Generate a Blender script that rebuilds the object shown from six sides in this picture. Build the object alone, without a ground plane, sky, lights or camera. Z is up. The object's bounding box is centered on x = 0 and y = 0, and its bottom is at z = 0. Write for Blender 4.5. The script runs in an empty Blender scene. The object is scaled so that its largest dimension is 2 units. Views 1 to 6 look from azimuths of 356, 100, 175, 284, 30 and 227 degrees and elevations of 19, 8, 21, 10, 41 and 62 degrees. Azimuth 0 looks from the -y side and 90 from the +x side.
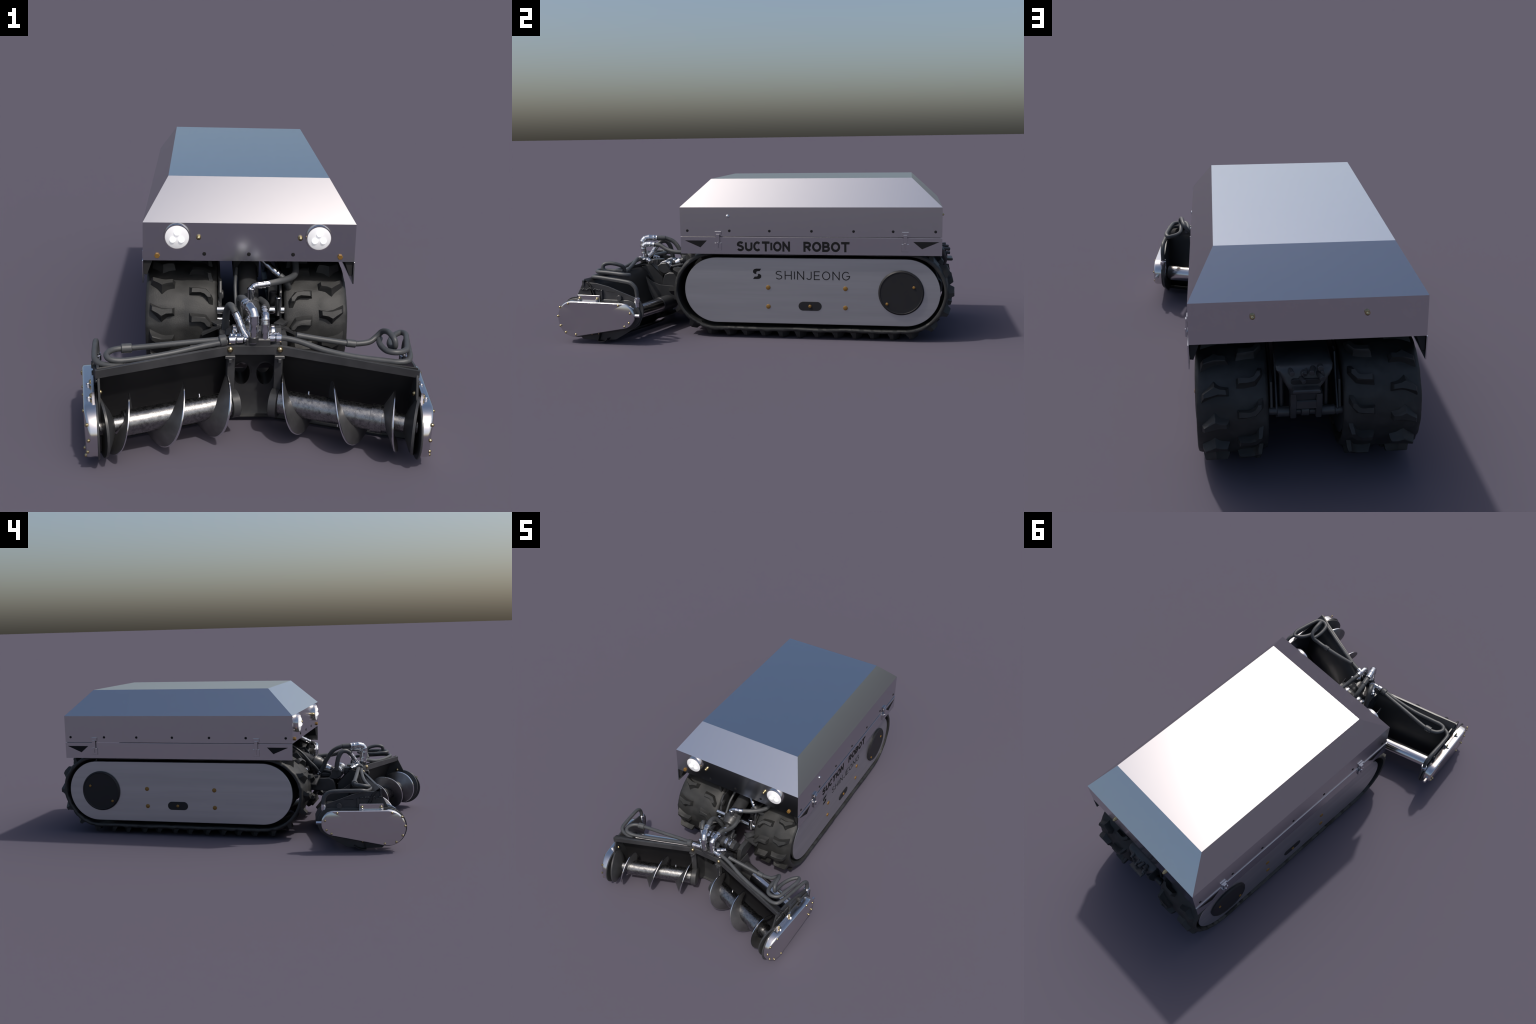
import bpy, bmesh, math, random
from mathutils import Vector, Matrix, noise

random.seed(7)
COL = bpy.context.scene.collection
V = Vector
CX = -0.0077                      # the body sits a little left of the frame's origin


# ------------------------------------------------------------------ materials
def material(name, color=(.5, .5, .5), metallic=0.0, rough=.5, **kw):
    """Principled material with optional grain: second colour mixed by noise, roughness noise, bump."""
    m = bpy.data.materials.new(name)
    m.use_nodes = True
    nt = m.node_tree
    p = nt.nodes["Principled BSDF"]
    p.inputs["Base Color"].default_value = (*color, 1)
    p.inputs["Metallic"].default_value = metallic
    p.inputs["Roughness"].default_value = rough
    p.inputs["Specular IOR Level"].default_value = kw.get("spec", .5)
    tc = nt.nodes.new("ShaderNodeTexCoord")
    mp = nt.nodes.new("ShaderNodeMapping")
    mp.inputs["Scale"].default_value = kw.get("stretch", (1, 1, 1))
    nt.links.new(tc.outputs["Object"], mp.inputs["Vector"])

    def tex(scale, detail=4.0, rgh=.6):
        n = nt.nodes.new("ShaderNodeTexNoise")
        n.inputs["Scale"].default_value = scale
        n.inputs["Detail"].default_value = detail
        n.inputs["Roughness"].default_value = rgh
        nt.links.new(mp.outputs["Vector"], n.inputs["Vector"])
        return n

    if "color2" in kw:
        n = tex(kw.get("scale", 12), 6)
        r = nt.nodes.new("ShaderNodeValToRGB")
        lo, hi = kw.get("band", (.4, .7))
        r.color_ramp.elements[0].position, r.color_ramp.elements[1].position = lo, hi
        r.color_ramp.elements[0].color = (*color, 1)
        r.color_ramp.elements[1].color = (*kw["color2"], 1)
        nt.links.new(n.outputs["Fac"], r.inputs["Fac"])
        nt.links.new(r.outputs["Color"], p.inputs["Base Color"])
    if "rough2" in kw:
        n = tex(kw.get("rscale", 30), 5)
        mr = nt.nodes.new("ShaderNodeMapRange")
        mr.inputs["From Min"].default_value, mr.inputs["From Max"].default_value = .35, .68
        mr.inputs["To Min"].default_value, mr.inputs["To Max"].default_value = rough, kw["rough2"]
        nt.links.new(n.outputs["Fac"], mr.inputs["Value"])
        nt.links.new(mr.outputs["Result"], p.inputs["Roughness"])
    if "bump" in kw:
        n = tex(kw.get("bscale", 90), 4)
        b = nt.nodes.new("ShaderNodeBump")
        b.inputs["Strength"].default_value = kw["bump"]
        b.inputs["Distance"].default_value = kw.get("bdist", .002)
        nt.links.new(n.outputs["Fac"], b.inputs["Height"])
        nt.links.new(b.outputs["Normal"], p.inputs["Normal"])
    if "emit" in kw:
        p.inputs["Emission Color"].default_value = (1, 1, 1, 1)
        p.inputs["Emission Strength"].default_value = kw["emit"]
    return m


SHEET = material("satin_sheet_steel", (.62, .62, .64), 1.0, .19)
PLATE = material("brushed_plate_steel", (.50, .51, .53), .95, .36, color2=(.57, .58, .60), scale=3, band=(.35, .7),
                 stretch=(1, .35, 9))
CASE = material("polished_case_steel", (.70, .68, .68), 1.0, .18)
CHROME = material("bright_fitting_steel", (.62, .63, .66), 1.0, .17, rough2=.26, rscale=30)
WORN = material("worn_auger_steel", (.28, .28, .28), 1.0, .22, rough2=.38, rscale=110, color2=(.16, .16, .16), scale=70,
                band=(.45, .66), bump=.35, bscale=420, bdist=.001)
BLADE = material("dull_blade_steel", (.15, .15, .155), .85, .42, color2=(.21, .21, .215), scale=14, bump=.15, bscale=140)
RIM = material("polished_rim_steel", (.72, .72, .74), 1.0, .2)
BLACK = material("black_painted_steel", (.030, .031, .033), .0, .38, color2=(.052, .053, .055), scale=9, bump=.08, bscale=60)
DARK = material('near_black_trough', (.012, .012, .013), 0, .55, bump=.05, bscale=50)
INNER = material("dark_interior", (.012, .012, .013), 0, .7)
HOSE = material("rubber_hose", (.052, .055, .058), 0, .46, color2=(.066, .069, .072), scale=25)
RUBBER = material("dusty_track_rubber", (.018, .0185, .018), 0, .58, color2=(.034, .0342, .0335), scale=16, band=(.42, .78),
                  bump=.35, bscale=240, bdist=.002)
CAP = material("charcoal_cover", (.016, .016, .018), 0, .5, spec=.3)
INK = material("black_lettering", (.012, .012, .013), 0, .7, spec=.15)
BRASS = material("brass", (.50, .40, .22), 1.0, .25)
YELLOW = material("yellow_zinc_bolt", (.24, .13, .028), .3, .42)
LENS = material("lamp_lens", (.72, .72, .74), 0, .3, emit=.20)
BULB = material("lamp_bulb", (1, 1, 1), 0, .2, emit=.8)


# ------------------------------------------------------------------ helpers
def add(name, verts, faces, mat, parent=None, smooth=None, mats=None, fmat=None):
    me = bpy.data.meshes.new(name)
    me.from_pydata([tuple(v) for v in verts], [], faces)
    for mm in (mats or [mat]):
        me.materials.append(mm)
    if fmat:
        me.polygons.foreach_set("material_index", fmat)
    bm = bmesh.new()
    bm.from_mesh(me)
    bmesh.ops.recalc_face_normals(bm, faces=bm.faces)
    bm.to_mesh(me)
    bm.free()
    if smooth is not None:
        me.polygons.foreach_set("use_smooth", [True] * len(me.polygons))
        me.set_sharp_from_angle(angle=math.radians(smooth))
    ob = bpy.data.objects.new(name, me)
    COL.objects.link(ob)
    ob.parent = parent
    return ob


def copy_of(ob, matrix, parent=None):
    c = ob.copy()
    COL.objects.link(c)
    c.parent = parent if parent is not None else ob.parent
    c.matrix_basis = matrix
    return c


def frame(direction, up=V((0, 0, 1))):
    z = V(direction).normalized()
    if abs(z.dot(up)) > .98:
        up = V((0, 1, 0))
    x = up.cross(z).normalized()
    return x, z.cross(x), z


def lathe_data(profile, p0, axis, seg=32):
    """profile: list of (distance along axis, radius); closed by end caps where radius > 0."""
    x, y, z = frame(axis)
    p0 = V(p0)
    vs, fs = [], []
    for (t, r) in profile:
        for k in range(seg):
            a = 2 * math.pi * k / seg
            vs.append(p0 + z * t + (x * math.cos(a) + y * math.sin(a)) * r)
    n = len(profile)
    for i in range(n - 1):
        for k in range(seg):
            k2 = (k + 1) % seg
            fs.append((i * seg + k, i * seg + k2, (i + 1) * seg + k2, (i + 1) * seg + k))
    fs.append(tuple(range(seg - 1, -1, -1)))
    fs.append(tuple(range((n - 1) * seg, n * seg)))
    return vs, fs


def lathe(name, profile, p0, axis, mat, parent=None, seg=32, smooth=35):
    vs, fs = lathe_data(profile, p0, axis, seg)
    return add(name, vs, fs, mat, parent, smooth)


def rod(name, a, b, r, mat, parent=None, seg=24, bev=.0):
    a, b = V(a), V(b)
    L = (b - a).length
    e = bev or min(r * .15, .003)
    return lathe(name, [(0, r - e), (e, r), (L - e, r), (L, r - e)], a, b - a, mat, parent, seg)


def spline(pts, closed=False, per=8):
    """Catmull-Rom through control points."""
    pts = [V(p) for p in pts]
    n = len(pts)
    out = []
    for i in range(n if closed else n - 1):
        p0 = pts[(i - 1) % n] if closed or i > 0 else pts[0] * 2 - pts[1]
        p1, p2 = pts[i], pts[(i + 1) % n]
        p3 = pts[(i + 2) % n] if closed or i + 2 < n else p2 * 2 - p1
        d1, d2, d3 = [max((b - a).length, 1e-6) ** .5 for a, b in ((p0, p1), (p1, p2), (p2, p3))]
        m1 = (p2 - p1) + ((p1 - p0) / d1 - (p2 - p0) / (d1 + d2)) * d2
        m2 = (p2 - p1) + ((p3 - p2) / d3 - (p3 - p1) / (d2 + d3)) * d2
        for k in range(per):
            t = k / per
            t2, t3 = t * t, t * t * t
            out.append(p1 * (2 * t3 - 3 * t2 + 1) + m1 * (t3 - 2 * t2 + t) + p2 * (-2 * t3 + 3 * t2) + m2 * (t3 - t2))
    if not closed:
        out.append(pts[-1])
    return out


def tube_data(path, radius, seg=14):
    vs, fs = [], []
    n = len(path)
    t0 = (path[1] - path[0]).normalized()
    x, y, _ = frame(t0)
    for i, p in enumerate(path):
        t = (path[min(i + 1, n - 1)] - path[max(i - 1, 0)]).normalized()
        x = (x - t * x.dot(t)).normalized()
        y = t.cross(x)
        r = radius(i / (n - 1)) if callable(radius) else radius
        for k in range(seg):
            a = 2 * math.pi * k / seg
            vs.append(p + (x * math.cos(a) + y * math.sin(a)) * r)
    for i in range(n - 1):
        for k in range(seg):
            k2 = (k + 1) % seg
            fs.append((i * seg + k, i * seg + k2, (i + 1) * seg + k2, (i + 1) * seg + k))
    fs.append(tuple(range(seg - 1, -1, -1)))
    fs.append(tuple(range((n - 1) * seg, n * seg)))
    return vs, fs


def hose(name, pts, r, mat, parent=None, per=8, seg=14):
    vs, fs = tube_data(spline(pts, per=per), r, seg)
    return add(name, vs, fs, mat, parent, 50)


def prism(name, outline, origin, ex, ey, ez, depth, mat, parent=None, bev=.0015, smooth=30):
    """outline (a, b) in the plane ex, ey at origin, extruded by depth along ez, rim chamfered by bev."""
    o, ex, ey, ez = V(origin), V(ex), V(ey), V(ez)
    n = len(outline)
    area = sum(outline[i][0] * outline[(i + 1) % n][1] - outline[(i + 1) % n][0] * outline[i][1] for i in range(n))
    sgn = 1 if area > 0 else -1

    def inset(d):
        res = []
        for i in range(n):
            a, b, c = [V((*outline[j % n], 0)) for j in (i - 1, i, i + 1)]
            u, w = (b - a), (c - b)
            u, w = (u.normalized() if u.length > 1e-9 else w.normalized()), (w.normalized() if w.length > 1e-9 else u.normalized())
            n1, n2 = V((-u.y, u.x, 0)) * sgn, V((-w.y, w.x, 0)) * sgn
            m = (n1 + n2)
            m = m / max(m.length_squared / 2, .6) if m.length > 1e-6 else n1
            res.append(b + m * d)
        return res

    rings = [(inset(bev), 0), (inset(0), bev), (inset(0), depth - bev), (inset(bev), depth)]
    vs, fs = [], []
    for ring, h in rings:
        vs += [o + ex * q.x + ey * q.y + ez * h for q in ring]
    for j in range(3):
        for k in range(n):
            k2 = (k + 1) % n
            fs.append((j * n + k, j * n + k2, (j + 1) * n + k2, (j + 1) * n + k))
    fs += [tuple(range(n - 1, -1, -1)), tuple(range(3 * n, 4 * n))]
    return add(name, vs, fs, mat, parent, smooth)


def box(name, lo, hi, mat, parent=None, bev=.002):
    lo, hi = V(lo), V(hi)
    return prism(name, [(lo.x, lo.y), (hi.x, lo.y), (hi.x, hi.y), (lo.x, hi.y)], (0, 0, lo.z), (1, 0, 0), (0, 1, 0),
                 (0, 0, 1), hi.z - lo.z, mat, parent, bev)


def stadium(cy0, cy1, cz, r, n=24):
    """capsule outline in (y, z)"""
    pts = []
    for k in range(n + 1):
        a = -math.pi / 2 + math.pi * k / n
        pts.append((cy1 + r * math.cos(a), cz + r * math.sin(a)))
    for k in range(n + 1):
        a = math.pi / 2 + math.pi * k / n
        pts.append((cy0 + r * math.cos(a), cz + r * math.sin(a)))
    return pts


def hull_of_two(c0, r0, c1, r1, n=20):
    """outline round a big circle (front) and a small circle (rear), in (s, z)"""
    d = math.hypot(c1[0] - c0[0], c1[1] - c0[1])
    base = math.atan2(c1[1] - c0[1], c1[0] - c0[0])
    off = math.acos((r0 - r1) / d)
    pts = []
    for k in range(n + 1):
        a = base + off + (2 * math.pi - 2 * off) * k / n
        pts.append((c0[0] + r0 * math.cos(a), c0[1] + r0 * math.sin(a)))
    for k in range(n + 1):
        a = base - off + 2 * off * k / n
        pts.append((c1[0] + r1 * math.cos(a), c1[1] + r1 * math.sin(a)))
    return pts


def place(p, normal):
    x, y, z = frame(normal)
    return Matrix(((x.x, y.x, z.x, p[0]), (x.y, y.y, z.y, p[1]), (x.z, y.z, z.z, p[2]), (0, 0, 0, 1)))


class Bolts:
    """one shared mesh, many named copies"""
    def __init__(self, name, profile, seg, mat):
        vs, fs = lathe_data(profile, (0, 0, 0), (0, 0, 1), seg)
        me = bpy.data.meshes.new(name)
        me.from_pydata([tuple(v) for v in vs], [], fs)
        me.materials.append(mat)
        if seg > 8:
            me.polygons.foreach_set("use_smooth", [True] * len(me.polygons))
            me.set_sharp_from_angle(angle=math.radians(40))
        self.name, self.me = name, me

    def put(self, p, normal, parent, scale=1.0):
        ob = bpy.data.objects.new(self.name, self.me)
        COL.objects.link(ob)
        ob.parent = parent
        ob.matrix_basis = place(p, normal) @ Matrix.Scale(scale, 4)
        return ob


HEX = Bolts("hex_bolt", [(-.004, .0105), (.0065, .0105), (.008, .009)], 6, YELLOW)
STUD = Bolts("round_bolt", [(-.003, .0118), (.0022, .0118), (.0035, .0098)], 24, YELLOW)
PIN = Bolts("small_screw", [(-.003, .0065), (.003, .0065), (.0042, .005)], 18, YELLOW)
DOT = Bolts("black_plug", [(-.002, .0068), (.0012, .0068), (.0016, .006)], 20, INK)
ACORN = Bolts("cap_nut", [(-.003, .0095), (.007, .0095), (.0075, .0075), (.012, .0068), (.0155, .0045), (.017, .0015)], 12, BRASS)
CAPNUT = Bolts("cap_nut", [(-.003, .0095), (.0015, .0095), (.004, .0088), (.0062, .0068), (.0075, .0035)], 20, CHROME)
DOME = Bolts("dome_screw", [(-.002, .0046), (.0012, .0046), (.0032, .0036), (.0044, .0015)], 14, BRASS)
KNUCKLE = Bolts("dome_bolt", [(-.002, .0105), (.002, .0105), (.006, .0085), (.009, .004)], 18, BRASS)

ROOT = bpy.data.objects.new("suction_robot", None)
COL.objects.link(ROOT)
ROOT["label"] = "grey tracked suction robot with sloped hood and twin front augers"
ROOT["category"] = "cleaning robot"


# ------------------------------------------------------------------ body cover
XL, XR, YF, YB = -.4012, .3858, -.3834, .9298
def shell(name, rings, thick, mat, parent):
    """open-bottomed box: rings of four corners from bottom to top, top ring closed"""
    vs, fs = [], []
    n = len(rings)
    for r in rings:
        vs += r
    cx = sum(v[0] for v in rings[0]) / 4
    cy = sum(v[1] for v in rings[0]) / 4
    for r in rings:
        for v in r:
            vs.append((v[0] - math.copysign(thick, v[0] - cx), v[1] - math.copysign(thick, v[1] - cy), v[2] - (thick if r is rings[-1] else 0)))
    o = 4 * n
    for i in range(n - 1):
        for k in range(4):
            k2 = (k + 1) % 4
            fs.append((i * 4 + k, i * 4 + k2, i * 4 + 4 + k2, i * 4 + 4 + k))
            fs.append((o + i * 4 + k, o + i * 4 + 4 + k, o + i * 4 + 4 + k2, o + i * 4 + k2))
    fs.append(tuple(range(4 * n - 4, 4 * n)))
    fs.append(tuple(range(o + 4 * n - 1, o + 4 * n - 5, -1)))
    for k in range(4):
        k2 = (k + 1) % 4
        fs.append((k, o + k, o + k2, k2))
    ob = add(name, vs, fs, mat, parent)
    return ob


def rect(x0, x1, y0, y1, z):
    return [(x0, y0, z), (x1, y0, z), (x1, y1, z), (x0, y1, z)]


COVER = shell("body_cover", [rect(-.4028, .3878, -.3812, .9300, .5280), rect(XL, XR, YF, YB, .6752),
                             rect(-.3130, .2976, -.2352, .7820, .8146)], .004, SHEET, ROOT)
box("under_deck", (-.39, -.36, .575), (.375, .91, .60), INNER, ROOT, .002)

# skirts: a plate under each long side, its top edge proud of the cover
for sx, x0, x1 in ((1, .3865, .3908), (-1, -.4058, -.4015)):
    sk = box("skirt_panel", (x0, -.3800, .4382), (x1, .9300, .5256), SHEET, COVER, .0006)
    xi = x0 if sx > 0 else x1
    # inner angle bracket seen from the ends
    for ya, yb in ((-.372, -.20), (.76, .922)):
        xb = xi - sx * .001
        prism("skirt_bracket", [(0, .530), (0, .470), (.012, .468), (.034, .530)], (xb, ya, 0), (-sx, 0, 0), (0, 0, 1), (0, 1, 0),
              yb - ya, INNER, sk, .001)
    xo = (x1 if sx > 0 else x0)
    # plugs along the cover side
    for y in (-.345, -.126, .0795, .292, .5008, .694, .898):
        DOT.put((.3876 if sx > 0 else -.4025, y, .5562), (sx, 0, 0), COVER)
    # latches
    for yc in (-.1838, .7532):
        xs = .3882 if sx > 0 else -.4032
        lt = prism("latch", [(-.016, .536), (.016, .536), (.016, .554), (-.016, .554)], (xs, yc, 0), (0, 1, 0), (0, 0, 1), (sx, 0, 0), .0085,
                   SHEET, COVER, .0008)
        prism("latch_strap", [(-.009, .49), (.009, .49), (.009, .541), (-.009, .541)], (xs + sx * .0065, yc, 0), (0, 1, 0), (0, 0, 1),
              (sx, 0, 0), .0065, SHEET, lt, .0008)
        prism("latch_base", [(-.0172, .4578), (.0172, .4578), (.0172, .4955), (-.0172, .4955)], (xo - sx * .001, yc, 0), (0, 1, 0),
              (0, 0, 1), (sx, 0, 0), .0085, SHEET, lt, .0008)
        rod("latch_hook", (xo + sx * .010, yc, .500), (xo + sx * .010, yc, .470), .004, SHEET, lt, 12)
    # painted marks (lifting triangles)
    for tri in ([(-.359, .5065), (-.243, .5065), (-.277, .4712)], [(.791, .5068), (.917, .5068), (.834, .4708)]):
        prism("triangle_mark", tri, (xo + sx * .0002, 0, 0), (0, 1, 0), (0, 0, 1), (sx, 0, 0), .0007, INK, sk, .0001)
CAPNUT.put((.3862, -.1335, .6295), (1, 0, 0), COVER)

# front and rear fasteners
for x in (-.1974, .1786):
    ACORN.put((x, -.3826, .6208), (0, -1, 0), COVER)
for x in (-.1979, .1781):
    ACORN.put((x, .9298, .6223), (0, 1, 0), COVER)
for x in (-.3499, .3322):
    HEX.put((x, -.3820, .5478), (0, -1, 0), COVER)
for x in (-.1761, -.0107, .1549):
    DOT.put((x, -.3818, .5552), (0, -1, 0), COVER, 1.06)

# headlights: bright can, white lens, three bulbs
for x in (-.2762, .2474):
    lamp = lathe("headlight", [(0, .047), (.004, .050), (.020, .050), (.0265, .0478), (.0265, .0445), (.0238, .0440)],
                 (x, -.3716, .6242), (0, -1, 0), CASE, ROOT, 48)
    lens = lathe("lamp_lens", [(0, .0436), (.0022, .0436), (.0040, .041)], (x, -.3950, .6242), (0, -1, 0), LENS, lamp, 48)
    for a in (90, 210, 330):
        bx, bz = x + .0185 * math.cos(math.radians(a)), .6242 + .0185 * math.sin(math.radians(a))
        lathe("bulb", [(0, .0108), (.004, .0108), (.0075, .0085), (.0092, .0045), (.0097, .001)], (bx, -.3985, bz), (0, -1, 0), BULB, lamp, 24, 60)


# lettering on the right side: every letter is drawn with strokes of even width
def arc(cx, cy, rx, ry, a0, a1, n=14):
    return [(cx + rx * math.cos(math.radians(a0 + (a1 - a0) * k / n)), cy + ry * math.sin(math.radians(a0 + (a1 - a0) * k / n))) for k in range(n + 1)]


GLYPHS = {   # width, strokes in a box 1 high
    "S": (.66, [arc(.33, .745, .30, .255, 30, 200) + arc(.33, .255, .30, .255, 65, -160, 18)]),
    "U": (.66, [[(0, 1), (0, .33)] + arc(.33, .33, .33, .33, 180, 360) + [(.66, .33), (.66, 1)]]),
    "C": (.70, [arc(.36, .5, .36, .5, 45, 315, 24)]),
    "T": (.66, [[(0, 1), (.66, 1)], [(.33, 1), (.33, 0)]]),
    "I": (.0, [[(0, 1), (0, 0)]]),
    "O": (.76, [arc(.38, .5, .38, .5, 0, 360, 32)]),
    "N": (.66, [[(0, 0), (0, 1)], [(0, 1), (.66, 0)], [(.66, 0), (.66, 1)]]),
    "R": (.60, [[(0, 0), (0, 1)], [(0, 1), (.32, 1)] + arc(.32, .74, .27, .26, 90, -90) + [(0, .48)], [(.30, .48), (.60, 0)]]),
    "B": (.60, [[(0, 0), (0, 1)], [(0, 1), (.30, 1)] + arc(.30, .76, .25, .24, 90, -90) + [(0, .52)], [(0, .52), (.33, .52)] + arc(.33, .26, .27, .26, 90, -90) + [(0, 0)]]),
    "H": (.66, [[(0, 0), (0, 1)], [(.66, 0), (.66, 1)], [(0, .5), (.66, .5)]]),
    "J": (.46, [[(.46, 1), (.46, .26)] + arc(.23, .24, .23, .24, 0, -170)]),
    "E": (.54, [[(0, 0), (0, 1)], [(0, 1), (.54, 1)], [(0, .5), (.48, .5)], [(0, 0), (.54, 0)]]),
    "G": (.76, [arc(.38, .5, .38, .5, 42, 345, 26) + [(.76, .46), (.42, .46)]]),
}


def lettering(text, y0, y1, z0, z1, x, parent, weight, gap):
    """text between y0 and y1 (outer edges), z0 and z1; weight is stroke width over height"""
    w = weight
    total = sum(GLYPHS[c][0] + w for c in text) + gap * (len(text) - 1)
    hz = z1 - z0
    ky = (y1 - y0) / total
    vs, fs, pen, layer = [], [], 0.0, 0
    for c in text:
        for st in GLYPHS[c][1]:
            pts = [V((pen + w / 2 + px, w / 2 + pz * (1 - w), 0)) for px, pz in st]
            n0, n = len(vs), len(pts)
            lift = x + .0006 + .00006 * (layer % 5)
            layer += 1
            closed = (pts[0] - pts[-1]).length < 1e-6
            for i, p in enumerate(pts):
                a = pts[i - 1] if i else (pts[-2] if closed else pts[0])
                b = pts[i + 1] if i < n - 1 else (pts[1] if closed else pts[-1])
                d1, d2 = (p - a), (b - p)
                d1 = d1.normalized() if d1.length > 1e-9 else d2.normalized()
                d2 = d2.normalized() if d2.length > 1e-9 else d1
                nn = V((-d1.y - d2.y, d1.x + d2.x, 0))
                nn = nn / max(nn.length_squared / 2, .5)
                ext = V((0, 0, 0))
                if not closed and i in (0, n - 1) and c in "TENHRB":
                    ext = (-d2 if i == 0 else d1) * (w / 2 if abs((d2 if i == 0 else d1).x) < .3 or c in "TE" else 0)
                for sgn in (1, -1):
                    q = p + nn * (sgn * w / 2) + ext
                    yq, zq = y0 + q.x * ky, z0 + min(1, max(0, q.y)) * hz
                    vs.append((lift, yq, zq))
                    vs.append((x, yq, zq))
            for i in range(n - 1):
                k = n0 + 4 * i
                fs += [(k, k + 2, k + 6, k + 4), (k, k + 4, k + 5, k + 1), (k + 2, k + 3, k + 7, k + 6)]
        pen += GLYPHS[c][0] + w + gap
    return add("lettering", vs, fs, INK, parent)


lettering("SUCTION", -.0888, .1842, .4530, .5042, .3909, COVER, .235, .09)
lettering("ROBOT", .2515, .4814, .4530, .5042, .3909, COVER, .235, .09)


# ------------------------------------------------------------------ crawler tracks
BELT_CZ, BELT_B, BELT_T = .247, .198, .190
YA, YZ = -.203, .757


def loop_point(u):
    """belt edge loop in (y, z): u in 0..4 -> front arc, bottom run, rear arc, top run"""
    if u < 1:
        a = math.pi / 2 + math.pi * u
        return YA + .215 * math.cos(a), BELT_CZ + (BELT_T if math.sin(a) > 0 else BELT_B) * math.sin(a)
    if u < 2:
        return YA + (YZ - YA) * (u - 1), BELT_CZ - BELT_B
    if u < 3:
        a = -math.pi / 2 + math.pi * (u - 2)
        c, s = math.cos(a), math.sin(a)
        k = 2 / 1.88 if s < 0 else 1
        return YZ + .1955 * math.copysign(abs(c) ** k, c), BELT_CZ + (BELT_T if s > 0 else BELT_B) * math.copysign(abs(s) ** k, s)
    return YZ + (YA - YZ) * (u - 3), BELT_CZ + BELT_T


def belt_path(n=360):
    raw = [loop_point(4 * i / 1600) for i in range(1600)]
    raw.append(raw[0])
    acc = [0]
    for a, b in zip(raw, raw[1:]):
        acc.append(acc[-1] + math.hypot(b[0] - a[0], b[1] - a[1]))
    total = acc[-1]

    def at(s):
        s %= total
        lo, hi = 0, len(acc) - 1
        while hi - lo > 1:
            m = (lo + hi) // 2
            if acc[m] <= s:
                lo = m
            else:
                hi = m
        t = (s - acc[lo]) / max(acc[hi] - acc[lo], 1e-9)
        return raw[lo][0] + (raw[hi][0] - raw[lo][0]) * t, raw[lo][1] + (raw[hi][1] - raw[lo][1]) * t
    return at, total


AT, BELT_LEN = belt_path()


def belt_frame(s):
    (y0, z0), (y1, z1) = AT(s - .012), AT(s + .012)
    t = V((0, y1 - y0, z1 - z0)).normalized()
    y, z = AT(s)
    out = V((0, t.z, -t.y))       # outward for front-down-rear-up travel
    return V((0, y, z)), t, out


if belt_frame(.3)[2].y > 0:
    raise RuntimeError("belt frame points inward")

OUTER_LUG = [(0, -.010), (.034, .000), (.05, .002), (.079, .000), (.078, .018), (.055, .021), (.037, .030), (.022, .020), (0, .006)]
INNER_LUG = [(0, -.013), (.025, -.012), (.055, -.008), (.076, .014), (.075, .027), (.063, .027), (.052, .012), (.036, .006), (0, .007)]


def lug_mesh(outline, mirror, height, seed):
    cu = sum(p[0] for p in outline) / len(outline)
    cs = sum(p[1] for p in outline) / len(outline)
    rnd = random.Random(seed)
    vs, fs = [], []
    for k, (h, g, gs) in enumerate(((-.006, 1.20, 1.85), (height * .22, 1.15, 1.52), (height * .55, 1.07, 1.22), (height * .9, 1.0, 1.06), (height, .92, .90))):
        for (u, s) in outline:
            vs.append(((cu + (u - cu) * g) * mirror + rnd.uniform(-.0012, .0012), cs + (s - cs) * gs + rnd.uniform(-.0012, .0012),
                       h + rnd.uniform(-.001, .001) * (k > 1)))
    n = len(outline)
    for j in range(4):
        for k in range(n):
            k2 = (k + 1) % n
            fs.append((j * n + k, j * n + k2, j * n + n + k2, j * n + n + k))
    fs += [tuple(range(n - 1, -1, -1)), tuple(range(4 * n, 5 * n))]
    me = bpy.data.meshes.new("tread_lug")
    me.from_pydata(vs, [], fs)
    bm = bmesh.new()
    bm.from_mesh(me)
    bmesh.ops.recalc_face_normals(bm, faces=bm.faces)
    bm.to_mesh(me)
    bm.free()
    me.materials.append(RUBBER)
    me.polygons.foreach_set("use_smooth", [True] * len(me.polygons))
    me.set_sharp_from_angle(angle=math.radians(38))
    return me


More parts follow.
